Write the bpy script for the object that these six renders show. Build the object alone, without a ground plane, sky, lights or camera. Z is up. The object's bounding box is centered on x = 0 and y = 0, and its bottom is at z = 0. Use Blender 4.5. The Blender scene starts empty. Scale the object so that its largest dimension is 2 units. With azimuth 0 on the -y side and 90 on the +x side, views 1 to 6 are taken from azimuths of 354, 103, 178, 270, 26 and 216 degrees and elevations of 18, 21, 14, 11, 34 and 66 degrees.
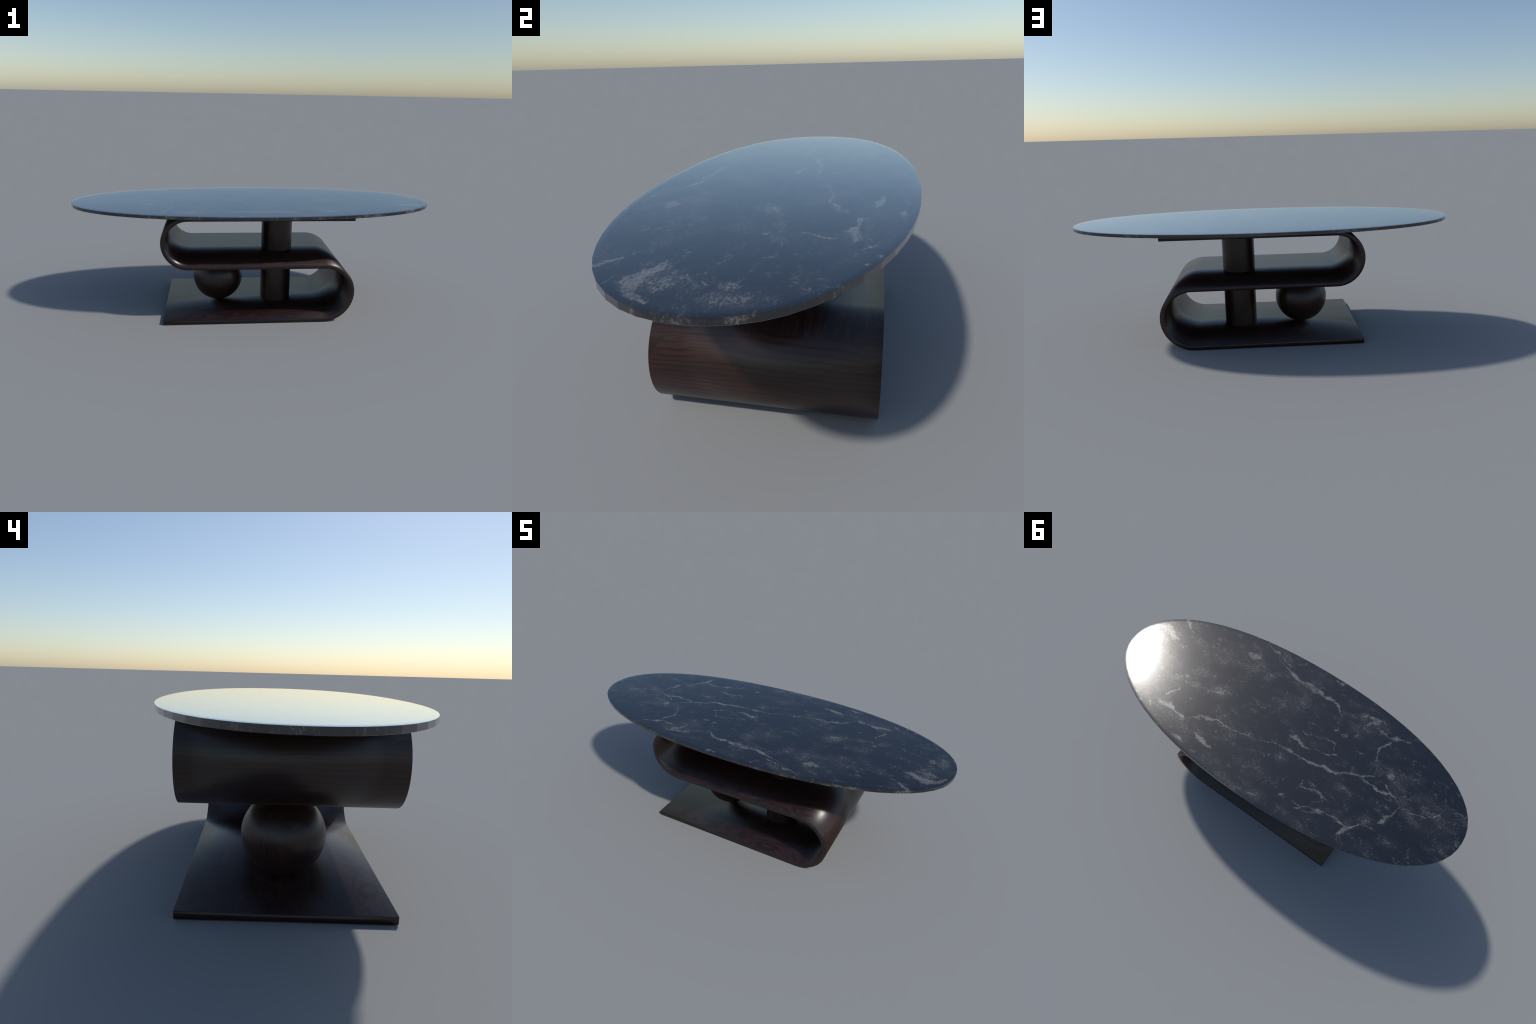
"""Oval dark-marble coffee table on an S-folded rosewood ribbon with a ball and a round column."""
import bpy
import bmesh
import math
from mathutils import Vector

TAU = math.tau

# ------------------------------------------------------------------ sizes (metres)
TOP_A, TOP_B, TOP_N = 1.0, 0.4127, 2.17   # half axes and fullness of the oval top
TOP_Z0, TOP_Z1 = 0.5938, 0.6105      # underside and upper face of the stone
TOP_SIDES = 64                       # the stone is cut as a 64-sided oval
HALF_W = 0.3205                      # half width of the wooden ribbon (y)
THICK = 0.0250                       # ribbon thickness
LOW_R, UP_R = 0.16675, 0.1424         # outer radii of the lower and upper folds
LOW_CX, UP_CX = 0.3610, -0.3609      # fold centres along x
LEFT_END, RIGHT_END = -0.5033, 0.5030
SHELF_TOP = 2 * LOW_R                # 0.3335
SHELF_LOW = SHELF_TOP - THICK
COL_X, COL_R = 0.1355, 0.0878
BALL_X = -0.2062

scene = bpy.context.scene
coll = scene.collection


def new_object(name, mesh, parent=None, mat=None):
    ob = bpy.data.objects.new(name, mesh)
    coll.objects.link(ob)
    if parent is not None:
        ob.parent = parent
    if mat is not None:
        mesh.materials.append(mat)
    return ob


# ------------------------------------------------------------------ node helper
class Nodes:
    """Small wrapper that keeps node graphs readable."""

    def __init__(self, name):
        self.mat = bpy.data.materials.new(name)
        self.mat.use_nodes = True
        self.t = self.mat.node_tree
        self.bsdf = self.t.nodes["Principled BSDF"]

    def put(self, sock, value):
        if value is None:
            return
        if isinstance(value, bpy.types.NodeSocket):
            self.t.links.new(value, sock)
        else:
            sock.default_value = value

    def math(self, op, a, b=None, c=None, clamp=False):
        n = self.t.nodes.new("ShaderNodeMath")
        n.operation, n.use_clamp = op, clamp
        for i, v in enumerate((a, b, c)):
            self.put(n.inputs[i], v)
        return n.outputs[0]

    def vmath(self, op, a, b=None, scale=None):
        n = self.t.nodes.new("ShaderNodeVectorMath")
        n.operation = op
        self.put(n.inputs[0], a)
        if b is not None:
            self.put(n.inputs[1], b)
        if scale is not None:
            self.put(n.inputs["Scale"], scale)
        return n.outputs["Value"] if op in ("LENGTH", "DISTANCE", "DOT_PRODUCT") else n.outputs[0]

    def noise(self, vec, scale=5.0, detail=4.0, rough=0.55, lac=2.0, dist=0.0, out="Fac"):
        n = self.t.nodes.new("ShaderNodeTexNoise")
        self.put(n.inputs["Vector"], vec)
        for k, v in (("Scale", scale), ("Detail", detail), ("Roughness", rough),
                     ("Lacunarity", lac), ("Distortion", dist)):
            n.inputs[k].default_value = v
        return n.outputs[out]

    def smooth(self, v, lo, hi, a=0.0, b=1.0):
        n = self.t.nodes.new("ShaderNodeMapRange")
        n.interpolation_type = "SMOOTHSTEP"
        for k, x in (("Value", v), ("From Min", lo), ("From Max", hi), ("To Min", a), ("To Max", b)):
            self.put(n.inputs[k], x)
        return n.outputs[0]

    def mix(self, fac, a, b):
        n = self.t.nodes.new("ShaderNodeMix")
        n.data_type = "RGBA"
        self.put(n.inputs[0], fac)
        self.put(n.inputs[6], a)
        self.put(n.inputs[7], b)
        return n.outputs[2]

    def combine(self, x, y, z):
        n = self.t.nodes.new("ShaderNodeCombineXYZ")
        for i, v in enumerate((x, y, z)):
            self.put(n.inputs[i], v)
        return n.outputs[0]

    def split(self, vec):
        n = self.t.nodes.new("ShaderNodeSeparateXYZ")
        self.put(n.inputs[0], vec)
        return n.outputs

    def coords(self, which="Object"):
        return self.t.nodes.new("ShaderNodeTexCoord").outputs[which]

    def mapping(self, vec, loc=(0, 0, 0), rot=(0, 0, 0), scale=(1, 1, 1)):
        n = self.t.nodes.new("ShaderNodeMapping")
        self.put(n.inputs["Vector"], vec)
        n.inputs["Location"].default_value = loc
        n.inputs["Rotation"].default_value = rot
        n.inputs["Scale"].default_value = scale
        return n.outputs[0]

    def curve(self, value, pts, handle="AUTO"):
        n = self.t.nodes.new("ShaderNodeFloatCurve")
        self.put(n.inputs["Value"], value)
        c = n.mapping.curves[0]
        while len(c.points) < len(pts):
            c.points.new(0.5, 0.5)
        for p, (x, y) in zip(c.points, pts):
            p.location = (x, y)
            p.handle_type = handle
        n.mapping.update()
        return n.outputs[0]


# ------------------------------------------------------------------ marble
# Each vein is a spine across the stone: (x, y, half width) in metres.
VEIN_CENTRE = [
    (0.451, 0.262, 0.004), (0.425, 0.234, 0.004), (0.392, 0.206, 0.005), (0.362, 0.182, 0.008),
    (0.323, 0.176, 0.008), (0.284, 0.159, 0.005), (0.240, 0.158, 0.007), (0.192, 0.154, 0.005),
    (0.129, 0.145, 0.004), (0.083, 0.135, 0.003), (0.033, 0.116, 0.003), (-0.028, 0.088, 0.004),
    (-0.064, 0.085, 0.008), (-0.099, 0.080, 0.008), (-0.119, 0.084, 0.004), (-0.148, 0.081, 0.003),
    (-0.181, 0.079, 0.006), (-0.238, 0.073, 0.008), (-0.279, 0.058, 0.010), (-0.305, 0.058, 0.009),
    (-0.338, 0.053, 0.006), (-0.374, 0.026, 0.007), (-0.424, 0.003, 0.007), (-0.463, -0.013, 0.008),
    (-0.505, -0.044, 0.003)]
VEINS_ALONG = [
    [(0.630, 0.241, 0.004), (0.616, 0.246, 0.009), (0.576, 0.242, 0.010), (0.547, 0.236, 0.011),
     (0.492, 0.246, 0.007), (0.457, 0.246, 0.009), (0.440, 0.250, 0.004)],
    [(-0.308, 0.063, 0.003), (-0.341, 0.056, 0.003), (-0.384, 0.042, 0.002)],
    [(0.379, -0.382, 0.004), (0.353, -0.372, 0.006), (0.327, -0.358, 0.006), (0.290, -0.361, 0.010),
     (0.269, -0.340, 0.004), (0.257, -0.325, 0.005), (0.231, -0.316, 0.003), (0.196, -0.305, 0.005),
     (0.173, -0.299, 0.005), (0.132, -0.289, 0.011), (0.094, -0.277, 0.006), (0.067, -0.275, 0.012),
     (0.035, -0.281, 0.012), (-0.006, -0.280, 0.014), (-0.029, -0.283, 0.010), (-0.062, -0.277, 0.007),
     (-0.093, -0.283, 0.010), (-0.122, -0.278, 0.006), (-0.155, -0.265, 0.008), (-0.174, -0.247, 0.006),
     (-0.205, -0.232, 0.004)],
    [(0.239, -0.338, 0.004), (0.197, -0.327, 0.005), (0.180, -0.324, 0.002)],
    [(-0.227, -0.261, 0.003), (-0.262, -0.303, 0.003), (-0.306, -0.315, 0.005), (-0.343, -0.317, 0.010),
     (-0.373, -0.323, 0.007), (-0.407, -0.323, 0.003)],
    [(-0.378, -0.280, 0.003), (-0.388, -0.276, 0.004), (-0.410, -0.272, 0.008), (-0.437, -0.272, 0.008),
     (-0.460, -0.268, 0.005), (-0.486, -0.280, 0.011), (-0.520, -0.295, 0.004), (-0.553, -0.305, 0.005),
     (-0.561, -0.320, 0.003), (-0.584, -0.343, 0.002)],
    [(-0.469, -0.002, 0.005), (-0.527, 0.003, 0.006), (-0.562, 0.008, 0.007), (-0.597, 0.002, 0.008),
     (-0.625, -0.013, 0.006), (-0.654, -0.002, 0.004), (-0.676, 0.014, 0.003), (-0.703, 0.022, 0.003),
     (-0.737, 0.012, 0.004), (-0.764, 0.006, 0.005), (-0.806, -0.001, 0.005)],
    [(-0.807, -0.015, 0.003), (-0.828, -0.027, 0.006), (-0.843, -0.049, 0.009), (-0.859, -0.064, 0.003),
     (-0.882, -0.081, 0.002), (-0.930, -0.116, 0.005), (-0.963, -0.116, 0.003)],
    [(-0.528, 0.249, 0.006), (-0.494, 0.246, 0.007), (-0.461, 0.244, 0.008), (-0.433, 0.250, 0.005),
     (-0.415, 0.253, 0.004), (-0.388, 0.260, 0.009), (-0.365, 0.269, 0.008), (-0.349, 0.271, 0.004),
     (-0.313, 0.289, 0.004), (-0.288, 0.313, 0.005)],
    [(-0.319, 0.306, 0.002), (-0.357, 0.290, 0.005), (-0.378, 0.278, 0.008), (-0.403, 0.268, 0.003)],
    [(-0.232, 0.178, 0.003), (-0.256, 0.202, 0.006), (-0.303, 0.189, 0.006), (-0.338, 0.182, 0.007),
     (-0.367, 0.195, 0.007), (-0.391, 0.193, 0.003)],
    [(-0.052, 0.018, 0.006), (-0.074, 0.008, 0.011), (-0.101, 0.010, 0.008), (-0.126, 0.020, 0.009),
     (-0.151, 0.021, 0.005), (-0.177, 0.010, 0.002), (-0.216, 0.001, 0.003), (-0.264, -0.008, 0.005),
     (-0.292, -0.028, 0.006)],
    [(-0.090, -0.041, 0.004), (-0.117, -0.042, 0.006), (-0.140, -0.059, 0.003), (-0.181, -0.060, 0.004),
     (-0.207, -0.073, 0.003), (-0.236, -0.081, 0.004), (-0.263, -0.061, 0.004), (-0.278, -0.048, 0.003)],
    [(0.348, 0.284, 0.005), (0.320, 0.291, 0.009), (0.291, 0.294, 0.011), (0.257, 0.301, 0.009),
     (0.226, 0.302, 0.004)],
    [(0.434, 0.355, 0.005), (0.412, 0.351, 0.011), (0.385, 0.351, 0.009), (0.354, 0.356, 0.004)],
    [(0.428, -0.265, 0.008), (0.387, -0.262, 0.014), (0.350, -0.266, 0.009)],
    [(0.780, -0.107, 0.007), (0.812, -0.103, 0.012), (0.840, -0.120, 0.014), (0.872, -0.131, 0.014),
     (0.905, -0.127, 0.014), (0.932, -0.120, 0.011), (0.955, -0.095, 0.013), (0.971, -0.074, 0.007)],
    [(0.871, -0.177, 0.004), (0.893, -0.175, 0.005), (0.914, -0.183, 0.003)],
    [(0.785, -0.209, 0.006), (0.810, -0.228, 0.011), (0.840, -0.236, 0.008)],
    [(0.841, -0.048, 0.003), (0.877, -0.052, 0.005), (0.901, -0.056, 0.007), (0.925, -0.072, 0.007)],
    [(0.557, 0.079, 0.004), (0.526, 0.078, 0.004), (0.509, 0.043, 0.003)],
]
# veins that run across the short way: spine given by y
VEINS_ACROSS = [
    [(-0.327, -0.227, 0.003), (-0.328, -0.253, 0.005), (-0.336, -0.273, 0.009), (-0.354, -0.292, 0.013),
     (-0.365, -0.313, 0.011)],
    [(-0.479, -0.259, 0.004), (-0.471, -0.233, 0.007), (-0.457, -0.207, 0.005), (-0.445, -0.178, 0.009),
     (-0.454, -0.158, 0.005), (-0.464, -0.131, 0.004), (-0.471, -0.109, 0.004), (-0.495, -0.081, 0.003),
     (-0.494, -0.050, 0.003)],
    [(-0.581, -0.035, 0.009), (-0.609, -0.019, 0.006), (-0.635, -0.010, 0.003)],
    [(-0.683, 0.026, 0.003), (-0.675, 0.043, 0.005), (-0.676, 0.070, 0.006), (-0.661, 0.098, 0.009),
     (-0.655, 0.134, 0.010), (-0.637, 0.150, 0.003)],
    [(-0.633, 0.180, 0.005), (-0.615, 0.190, 0.008), (-0.585, 0.198, 0.003), (-0.558, 0.232, 0.007),
     (-0.548, 0.241, 0.009), (-0.533, 0.266, 0.011), (-0.526, 0.295, 0.008)],
    [(0.575, 0.123, 0.005), (0.590, 0.155, 0.006), (0.607, 0.190, 0.007), (0.607, 0.212, 0.003)],
    [(0.670, 0.262, 0.004), (0.652, 0.270, 0.007), (0.640, 0.287, 0.005)],
]
# pale patches: (x, y, long half axis, short half axis, angle in degrees, strength)
PATCHES = [
    (-0.321, -0.183, 0.033, 0.026, 42, 0.9), (-0.271, -0.146, 0.025, 0.022, 53, 0.8),
    (-0.570, -0.090, 0.032, 0.027, 49, 1.0), (-0.198, 0.299, 0.027, 0.017, 36, 0.7),
    (-0.118, 0.386, 0.051, 0.032, 36, 0.5), (-0.218, -0.141, 0.016, 0.009, -57, 0.8),
    (0.144, -0.042, 0.018, 0.012, 36, 0.6), (-0.096, -0.398, 0.039, 0.021, 38, 0.7),
    (-0.060, -0.399, 0.022, 0.018, -63, 0.7), (0.391, 0.022, 0.069, 0.042, 35, 0.6),
    (0.446, 0.058, 0.027, 0.021, 31, 0.6), (0.597, 0.046, 0.021, 0.016, 30, 0.8),
    (0.575, 0.076, 0.023, 0.012, -48, 0.85), (0.557, -0.154, 0.021, 0.018, -40, 0.7),
    (0.599, -0.186, 0.014, 0.012, -35, 0.6), (0.475, -0.039, 0.024, 0.022, 25, 0.55),
    (0.803, -0.234, 0.020, 0.017, -38, 0.6), (0.292, 0.368, 0.036, 0.018, 20, 0.6),
    (0.264, 0.211, 0.020, 0.011, 35, 0.7), (0.149, 0.218, 0.027, 0.025, 21, 0.5),
    (0.271, 0.096, 0.020, 0.017, 31, 0.55), (0.746, 0.274, 0.013, 0.011, -14, 0.8),
    (0.887, 0.041, 0.045, 0.029, 49, 0.8), (0.878, -0.002, 0.028, 0.013, 36, 0.6),
    (0.699, -0.177, 0.022, 0.017, 56, 0.6), (0.913, -0.084, 0.028, 0.019, 49, 0.6),
    (-0.302, 0.190, 0.038, 0.023, 37, 0.55), (-0.837, 0.200, 0.022, 0.020, 83, 0.5),
    (0.826, 0.202, 0.022, 0.014, 70, 0.6), (0.955, -0.094, 0.022, 0.015, 30, 0.7),
    (0.704, 0.302, 0.020, 0.012, -20, 0.6), (0.374, 0.352, 0.020, 0.014, 0, 0.55),
    (0.927, 0.090, 0.016, 0.012, 40, 0.6), (0.371, -0.271, 0.030, 0.012, -10, 0.5),
    (-0.876, 0.123, 0.018, 0.011, 40, 0.5), (-0.866, -0.157, 0.038, 0.016, -64, 0.45),
]
# faint clouds of speckle
CLOUDS = [
    (-0.090, 0.370, 0.100, 0.050, 20, 0.9), (-0.078, 0.137, 0.080, 0.060, 30, 0.7),
    (-0.480, -0.100, 0.070, 0.050, 41, 0.8), (-0.585, 0.171, 0.090, 0.060, 39, 0.8),
    (-0.731, 0.200, 0.110, 0.060, 20, 0.6), (0.543, -0.021, 0.120, 0.060, 34, 0.7),
    (0.247, -0.205, 0.110, 0.050, 36, 0.8), (-0.289, -0.298, 0.070, 0.040, 40, 0.9),
    (0.391, 0.022, 0.130, 0.080, 20, 0.9), (-0.420, 0.100, 0.120, 0.050, 10, 0.7),
    (0.880, -0.080, 0.100, 0.110, 0, 0.9), (0.930, 0.060, 0.090, 0.160, 10, 0.8),
    (0.700, 0.240, 0.160, 0.060, -20, 0.6), (-0.180, -0.020, 0.130, 0.050, 10, 0.5),
    (0.180, 0.010, 0.060, 0.030, 10, 0.8),
]


def marble_material():
    g = Nodes("dark_marble")
    obj = g.coords()
    # the pattern runs through the slab; depth is compressed so the rim carries short upright streaks
    ox, oy, oz = g.split(obj)[:3]
    flat = g.combine(ox, oy, g.math("MULTIPLY", g.math("MINIMUM", g.math("SUBTRACT", oz, TOP_Z1 - 0.0012), 0.0), 0.7))
    # ragged edges: warp the plane with two scales of noise
    w1 = g.vmath("SUBTRACT", g.noise(flat, 14, 3, 0.6, out="Color"), (0.5, 0.5, 0.5))
    w2 = g.vmath("SUBTRACT", g.noise(flat, 60, 6, 0.7, out="Color"), (0.5, 0.5, 0.5))
    warp = g.vmath("ADD", g.vmath("MULTIPLY", w1, (0.035, 0.030, 0.0)), g.vmath("MULTIPLY", w2, (0.040, 0.024, 0.0)))
    p = g.vmath("ADD", flat, warp)
    px, py, _ = g.split(p)[:3]

    core, halo, line = None, None, None

    def join(total, m):
        return m if total is None else g.math("MAXIMUM", total, m)

    def vein(pts, along, across, axis):
        nonlocal core, halo, line
        q = sorted((pt[axis], pt[1 - axis], pt[2]) for pt in pts)
        lo, hi = q[0][0], q[-1][0]
        bs = [b for _, b, _ in q]
        b0, b1 = min(bs) - 0.01, max(bs) + 0.01
        pad = 0.012
        lo, hi = lo - pad, hi + pad
        q = [(lo, q[0][1], 0.0)] + q + [(hi, q[-1][1], 0.0)]
        t = g.math("DIVIDE", g.math("SUBTRACT", along, lo), hi - lo, clamp=True)
        spine = g.curve(t, [((a - lo) / (hi - lo), (b - b0) / (b1 - b0)) for a, b, _ in q])
        width = g.curve(t, [((a - lo) / (hi - lo), (w + 0.006 if w else 0.0) * 20) for a, _, w in q], "VECTOR")
        d = g.math("ABSOLUTE", g.math("SUBTRACT", across, g.math("MULTIPLY_ADD", spine, b1 - b0, b0)))
        w = g.math("MULTIPLY_ADD", width, 0.05, -0.006)        # negative beyond the ends of the vein
        inside = g.math("SUBTRACT", w, d)
        core = join(core, g.math("DIVIDE", g.math("MULTIPLY_ADD", w, 0.85, inside), 0.011))
        line = join(line, g.math("DIVIDE", g.math("SUBTRACT", g.math("MULTIPLY", w, 0.5), d), 0.0020))
        halo = join(halo, g.math("DIVIDE", g.math("ADD", inside, g.math("MULTIPLY", w, 2.0)), 0.03))

    for pts in [VEIN_CENTRE] + VEINS_ALONG:
        vein(pts, px, py, 0)
    for pts in VEINS_ACROSS:
        vein(pts, py, px, 1)

    def spot(x, y, a, b, ang, s):
        m = g.mapping(g.vmath("SUBTRACT", p, (x, y, 0.0)), rot=(0, 0, -math.radians(ang)))
        m = g.vmath("MULTIPLY", m, (1.0 / a, 1.0 / b, 0.0))
        return g.math("MULTIPLY", g.math("SUBTRACT", 1.0, g.vmath("LENGTH", m)), s)

    patch = None
    for spec in PATCHES:
        patch = join(patch, spot(*spec))
    cloud = None
    for spec in CLOUDS:
        cloud = join(cloud, spot(*spec))

    # grain of the stone, drawn out along the length of the table
    grain = g.mapping(flat, rot=(0, 0, 0.15), scale=(0.6, 1.0, 1.0))
    fine = g.noise(grain, 150, 6, 0.72, dist=0.3)
    mid = g.noise(grain, 24, 6, 0.62, dist=0.8)
    low = g.noise(g.mapping(flat, loc=(0.31, 0.17, 0.0), scale=(0.8, 1.25, 1.0)), 4.5, 5, 0.62, dist=0.5)

    # how thickly pale mineral is scattered: full in veins and patches, thinning out around them
    core = g.math("MINIMUM", g.math("MAXIMUM", core, 0.0), 1.0)
    halo = g.math("MINIMUM", g.math("MAXIMUM", halo, 0.0), 1.0)
    patch = g.math("MINIMUM", g.math("MAXIMUM", g.math("MULTIPLY", patch, 1.7), 0.0), 1.0)
    cloud = g.math("MAXIMUM", cloud, 0.0)
    thick = g.math("MAXIMUM", g.math("MULTIPLY", core, 0.95), g.math("MULTIPLY", patch, 0.90))
    line = g.math("MINIMUM", g.math("MAXIMUM", g.math("ADD", line, 0.4), 0.0), 1.0)
    thick = g.math("MAXIMUM", thick, g.math("MULTIPLY", line, 1.05))
    thin = g.math("MAXIMUM", g.math("MULTIPLY", halo, 0.72), g.math("MULTIPLY", cloud, 0.95))
    thin = g.math("MAXIMUM", thin, g.smooth(low, 0.41, 0.64, 0.07, 0.53))
    # hair-fine webbing between the veins
    web = g.math("ABSOLUTE", g.math("SUBTRACT", g.noise(g.mapping(p, scale=(0.75, 1.2, 1.0)), 7.5, 4, 0.6, dist=0.9), 0.5))
    web = g.math("MULTIPLY", g.smooth(web, 0.0, 0.030, 0.60, 0.0), g.smooth(mid, 0.38, 0.60))
    thin = g.math("MAXIMUM", thin, web)
    # the sawn rim shows grey blotches of its own
    rim = g.smooth(g.math("ABSOLUTE", g.split(g.coords("Normal"))[2]), 0.5, 0.3)
    blot = g.math("MULTIPLY", rim, g.smooth(g.noise(g.mapping(obj, scale=(1.0, 1.0, 3.0)), 7.0, 4, 0.6), 0.46, 0.62, 0.1, 0.75))
    thin = g.math("MAXIMUM", thin, blot)
    field = g.math("MAXIMUM", thick, thin)
    scatter = g.math("ADD", g.math("MULTIPLY", g.math("SUBTRACT", fine, 0.5), 4.2),
                     g.math("MULTIPLY", g.math("SUBTRACT", mid, 0.5), 1.7))
    mask = g.smooth(g.math("ADD", field, scatter), 0.38, 1.15)
    mask = g.math("MULTIPLY", mask, g.smooth(field, 0.25, 0.85, 0.26, 1.0))
    mask = g.math("MULTIPLY", mask, g.smooth(mid, 0.32, 0.54, 0.65, 1.0))

    mask = g.math("MAXIMUM", mask, g.smooth(field, 0.15, 0.85, 0.0, 0.17))     # soft cloudiness behind the specks
    pale = g.mix(g.smooth(mid, 0.35, 0.65), (0.118, 0.110, 0.100, 1), (0.165, 0.156, 0.142, 1))
    colour = g.mix(mask, (0.0078, 0.0092, 0.0126, 1), pale)
    g.put(g.bsdf.inputs["Base Color"], colour)
    g.put(g.bsdf.inputs["Roughness"], g.math("MULTIPLY_ADD", mask, 0.06, 0.165))
    g.bsdf.inputs["Coat Weight"].default_value = 1.0
    bump = g.t.nodes.new("ShaderNodeBump")           # barely felt unevenness of the polish
    bump.inputs["Strength"].default_value = 1.0
    bump.inputs["Distance"].default_value = 0.00003
    g.put(bump.inputs["Height"], scatter)
    g.put(g.bsdf.inputs["Normal"], bump.outputs[0])
    g.put(g.bsdf.inputs["Coat Normal"], bump.outputs[0])
    g.put(g.bsdf.inputs["Coat Roughness"], g.math("MAXIMUM", g.math("MULTIPLY_ADD", scatter, 0.025, 0.042), 0.02))
    return g.mat


# ------------------------------------------------------------------ rosewood
def wood_material(name, upright=False, seed=(0.0, 0.0, 0.0)):
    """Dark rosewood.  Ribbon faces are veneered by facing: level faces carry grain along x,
    end-facing faces carry grain along y, long edges along x.  Upright parts have grain along z."""
    g = Nodes(name)
    obj = g.vmath("ADD", g.coords(), seed)
    x, y, z = g.split(obj)[:3]
    if upright:
        along, across, third = z, x, y
        sway, bold_part, wobble = 3.5, 0.35, 4.0
    else:
        nx, ny, nz = g.split(g.coords("Normal"))[:3]
        ax, ay, az = (g.math("ABSOLUTE", v) for v in (nx, ny, nz))
        endward = g.math("GREATER_THAN", ax, az)             # faces the short ends
        sideward = g.math("GREATER_THAN", ay, g.math("MAXIMUM", ax, az))

        def pick(level, end, side):
            a = g.math("ADD", g.math("MULTIPLY", level, g.math("SUBTRACT", 1.0, endward)), g.math("MULTIPLY", end, endward))
            return g.math("ADD", g.math("MULTIPLY", a, g.math("SUBTRACT", 1.0, sideward)), g.math("MULTIPLY", side, sideward))

        along, across, third = pick(x, y, x), pick(y, z, z), pick(z, g.math("ADD", x, 3.0), y)
        third = g.math("MULTIPLY", third, 0.15)
        sway = g.math("MULTIPLY_ADD", endward, -13.0, 15.0)     # straighter grain on the folds
        bold_part = g.math("MULTIPLY_ADD", endward, -0.75, 0.85)
        wobble = g.math("MULTIPLY_ADD", endward, -2.6, 4.0)
    # growth rings: long slow wander along the grain makes cathedral arches
    v = g.combine(along, across, third)
    wander = g.math("SUBTRACT", g.noise(g.mapping(v, scale=(1.6, 4.2, 4.2)), 1.0, 2, 0.5), 0.5)
    jitter = g.math("SUBTRACT", g.noise(g.mapping(v, scale=(5.0, 26.0, 26.0)), 1.0, 3, 0.6), 0.5)
    phase = g.math("MULTIPLY_ADD", across, 16.0, g.math("MULTIPLY", wander, sway))
    phase = g.math("MULTIPLY_ADD", jitter, 1.1, phase)
    ring = g.math("MULTIPLY_ADD", g.math("SINE", g.math("MULTIPLY", phase, TAU)), 0.5, 0.5)
    fine_phase = g.math("MULTIPLY_ADD", across, 62.0, g.math("MULTIPLY", wander, g.math("MULTIPLY", sway, 2.6)))
    fine_phase = g.math("MULTIPLY_ADD", jitter, wobble, fine_phase)
    fine_ring = g.math("MULTIPLY_ADD", g.math("SINE", g.math("MULTIPLY", fine_phase, TAU)), 0.5, 0.5)
    slow = g.noise(g.mapping(v, scale=(1.2, 7.0, 7.0)), 1.0, 3, 0.55)
    pore = g.noise(g.mapping(v, scale=(6.0, 230.0, 230.0)), 1.0, 3, 0.6)
    bold = g.math("MULTIPLY", g.smooth(ring, 0.45, 0.98), g.smooth(slow, 0.36, 0.62))
    bold = g.math("MULTIPLY", bold, bold_part)
    lines = g.math("MULTIPLY", g.smooth(fine_ring, 0.40, 1.0), g.smooth(jitter, -0.16, 0.10, 0.35, 0.78))
    vein = g.math("MAXIMUM", bold, lines)
    tone = g.mix(g.smooth(slow, 0.35, 0.68), (0.024, 0.0096, 0.0072, 1), (0.046, 0.0172, 0.0120, 1))
    tone = g.mix(g.math("MULTIPLY", g.smooth(pore, 0.42, 0.70), 0.55), tone, (0.0080, 0.0042, 0.0040, 1))
    colour = g.mix(g.math("MULTIPLY", vein, 0.85), tone, (0.0035, 0.0030, 0.0034, 1))
    g.put(g.bsdf.inputs["Base Color"], colour)
    g.put(g.bsdf.inputs["Roughness"], g.math("MULTIPLY_ADD", pore, 0.08, 0.28))
    bump = g.t.nodes.new("ShaderNodeBump")
    bump.inputs["Strength"].default_value = 0.06
    bump.inputs["Distance"].default_value = 0.002
    g.put(bump.inputs["Height"], pore)
    g.put(g.bsdf.inputs["Normal"], bump.outputs[0])
    return g.mat


# ------------------------------------------------------------------ geometry
def oval_top(mat):
    """64-sided oval slab: flat facets on the rim, soft pillow over the last centimetre of the face."""
    bm = bmesh.new()

    def ring(inset, z):
        vs = []
        for i in range(TOP_SIDES):
            t = TAU * i / TOP_SIDES
            c, s = math.cos(t), math.sin(t)
            k = (abs(c) ** TOP_N + abs(s) ** TOP_N) ** (-1.0 / TOP_N)     # a slightly squarish oval
            vs.append(bm.verts.new(((TOP_A - inset) * c * k, (TOP_B - inset) * s * k, z)))
        return vs

    prof = [(0.0009, TOP_Z0, False), (0.0, TOP_Z0 + 0.0009, False), (0.0, TOP_Z1 - 0.0009, False)]
    for inset in (0.0025, 0.005, 0.008, 0.011, 0.015, 0.020):
        prof.append((inset, TOP_Z1 - 0.0009 * (1 - inset / 0.020) ** 2, True))
    rings = [ring(i, z) for i, z, _ in prof]
    bm.faces.new(list(reversed(rings[0])))
    for k in range(len(rings) - 1):
        a, b = rings[k], rings[k + 1]
        for i in range(TOP_SIDES):
            j = (i + 1) % TOP_SIDES
            f = bm.faces.new((a[i], a[j], b[j], b[i]))
            f.smooth = prof[k + 1][2]
    for i in range(TOP_SIDES):           # crisp arris where the face meets the rim
        bm.edges.get((rings[2][i], rings[2][(i + 1) % TOP_SIDES])).smooth = False
    # face of the stone as nested rings closing on a central polygon
    last = rings[-1]
    for s in (0.8, 0.55, 0.3):
        nxt = [bm.verts.new((v.co.x * s, v.co.y * s, TOP_Z1)) for v in rings[-1]]
        for i in range(TOP_SIDES):
            j = (i + 1) % TOP_SIDES
            bm.faces.new((last[i], last[j], nxt[j], nxt[i])).smooth = True
        last = nxt
    bm.faces.new(last).smooth = True
    me = bpy.data.meshes.new("table_top")
    bm.to_mesh(me)
    bm.free()
    return me


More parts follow.
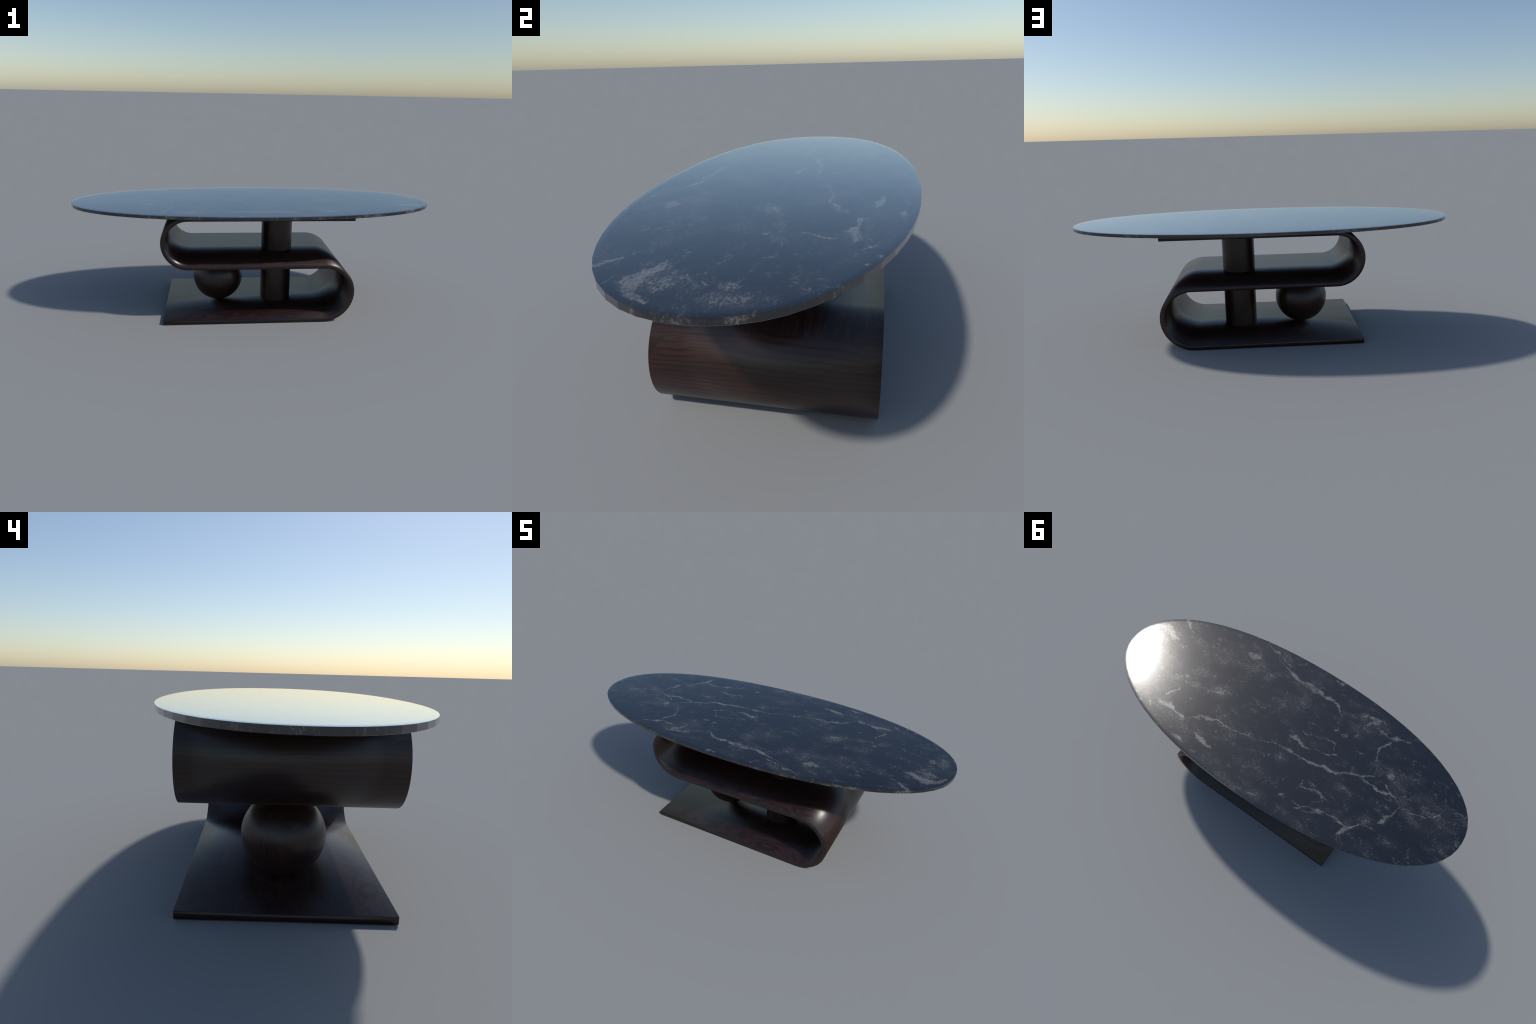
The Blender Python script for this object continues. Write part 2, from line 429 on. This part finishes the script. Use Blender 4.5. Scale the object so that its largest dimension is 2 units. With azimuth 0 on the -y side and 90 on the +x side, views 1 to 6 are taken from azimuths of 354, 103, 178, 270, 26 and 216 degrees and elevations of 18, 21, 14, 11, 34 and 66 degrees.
def fold_path():
    """Centre line of the ribbon in the xz plane as (x, z, normal x, normal z); starts at the free
    end of the base and runs base > lower fold > shelf > upper fold > top plate."""
    h = THICK / 2
    out = [(LEFT_END, h, 0.0, -1.0)]

    def arc(cx, cz, r, a0, a1, n, sign):
        for i in range(n + 1):
            a = a0 + (a1 - a0) * i / n
            out.append((cx + r * math.cos(a), cz + r * math.sin(a), sign * math.cos(a), sign * math.sin(a)))

    arc(LOW_CX, LOW_R, LOW_R - h, -math.pi / 2, math.pi / 2, 48, 1.0)
    arc(UP_CX, SHELF_LOW + UP_R, UP_R - h, -math.pi / 2, -3 * math.pi / 2, 48, -1.0)
    out.append((RIGHT_END, SHELF_LOW + 2 * UP_R - h, 0.0, -1.0))
    return out


def ribbon(mat):
    """Square-edged board swept along the fold.  The faces run in one piece from edge to edge and are
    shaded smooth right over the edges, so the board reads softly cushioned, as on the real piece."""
    h = THICK / 2
    bm = bmesh.new()
    rows = []
    for x, z, nx, nz in fold_path():
        rows.append([bm.verts.new((x + nx * o, y, z + nz * o))
                     for y, o in ((HALF_W, h), (-HALF_W, h), (-HALF_W, -h), (HALF_W, -h))])
    for r0, r1 in zip(rows, rows[1:]):
        for i in range(4):
            j = (i + 1) % 4
            bm.faces.new((r0[i], r0[j], r1[j], r1[i]))
    bm.faces.new(rows[0])
    bm.faces.new(rows[-1])
    bmesh.ops.recalc_face_normals(bm, faces=bm.faces)
    for f in bm.faces:
        f.smooth = True
    me = bpy.data.meshes.new("folded_base")
    bm.to_mesh(me)
    bm.free()
    return me


def column(z0, z1):
    bm = bmesh.new()
    n, rings = 96, []
    for r, z in ((COL_R, z0), (COL_R, z0 + 0.004), (COL_R, (z0 + z1) / 2), (COL_R, z1 - 0.004), (COL_R, z1)):
        rings.append([bm.verts.new((r * math.cos(TAU * i / n), r * math.sin(TAU * i / n), z - z0)) for i in range(n)])
    for a, b in zip(rings, rings[1:]):
        for i in range(n):
            j = (i + 1) % n
            bm.faces.new((a[i], a[j], b[j], b[i])).smooth = True
    bm.faces.new(list(reversed(rings[0])))
    bm.faces.new(rings[-1])
    me = bpy.data.meshes.new("column")
    bm.to_mesh(me)
    bm.free()
    return me


def ball(r):
    bm = bmesh.new()
    bmesh.ops.create_uvsphere(bm, u_segments=96, v_segments=64, radius=r)
    for f in bm.faces:
        f.smooth = True
    me = bpy.data.meshes.new("ball")
    bm.to_mesh(me)
    bm.free()
    return me


# ------------------------------------------------------------------ assembly
table = bpy.data.objects.new("coffee_table", None)
coll.objects.link(table)
table["label"] = "oval dark marble coffee table on folded rosewood base"
table["category"] = "coffee table"

marble = marble_material()
veneer = wood_material("rosewood_veneer", seed=(0.37, 0.21, 0.0))
turned = wood_material("rosewood_turned", upright=True, seed=(0.7, 0.3, 0.0))

new_object("table_top", oval_top(None), table, marble)
new_object("folded_base", ribbon(None), table, veneer)
for z0, z1 in ((THICK - 0.0005, SHELF_LOW + 0.0005), (SHELF_TOP - 0.0005, SHELF_LOW + 2 * UP_R - THICK + 0.0005)):
    c = new_object("column", column(z0, z1), table, turned)
    c.location = (COL_X, 0.0, z0)
gap = SHELF_LOW - THICK
b = new_object("ball", ball(gap / 2 + 0.0004), table, turned)
b.location = (BALL_X, 0.0, THICK + gap / 2)
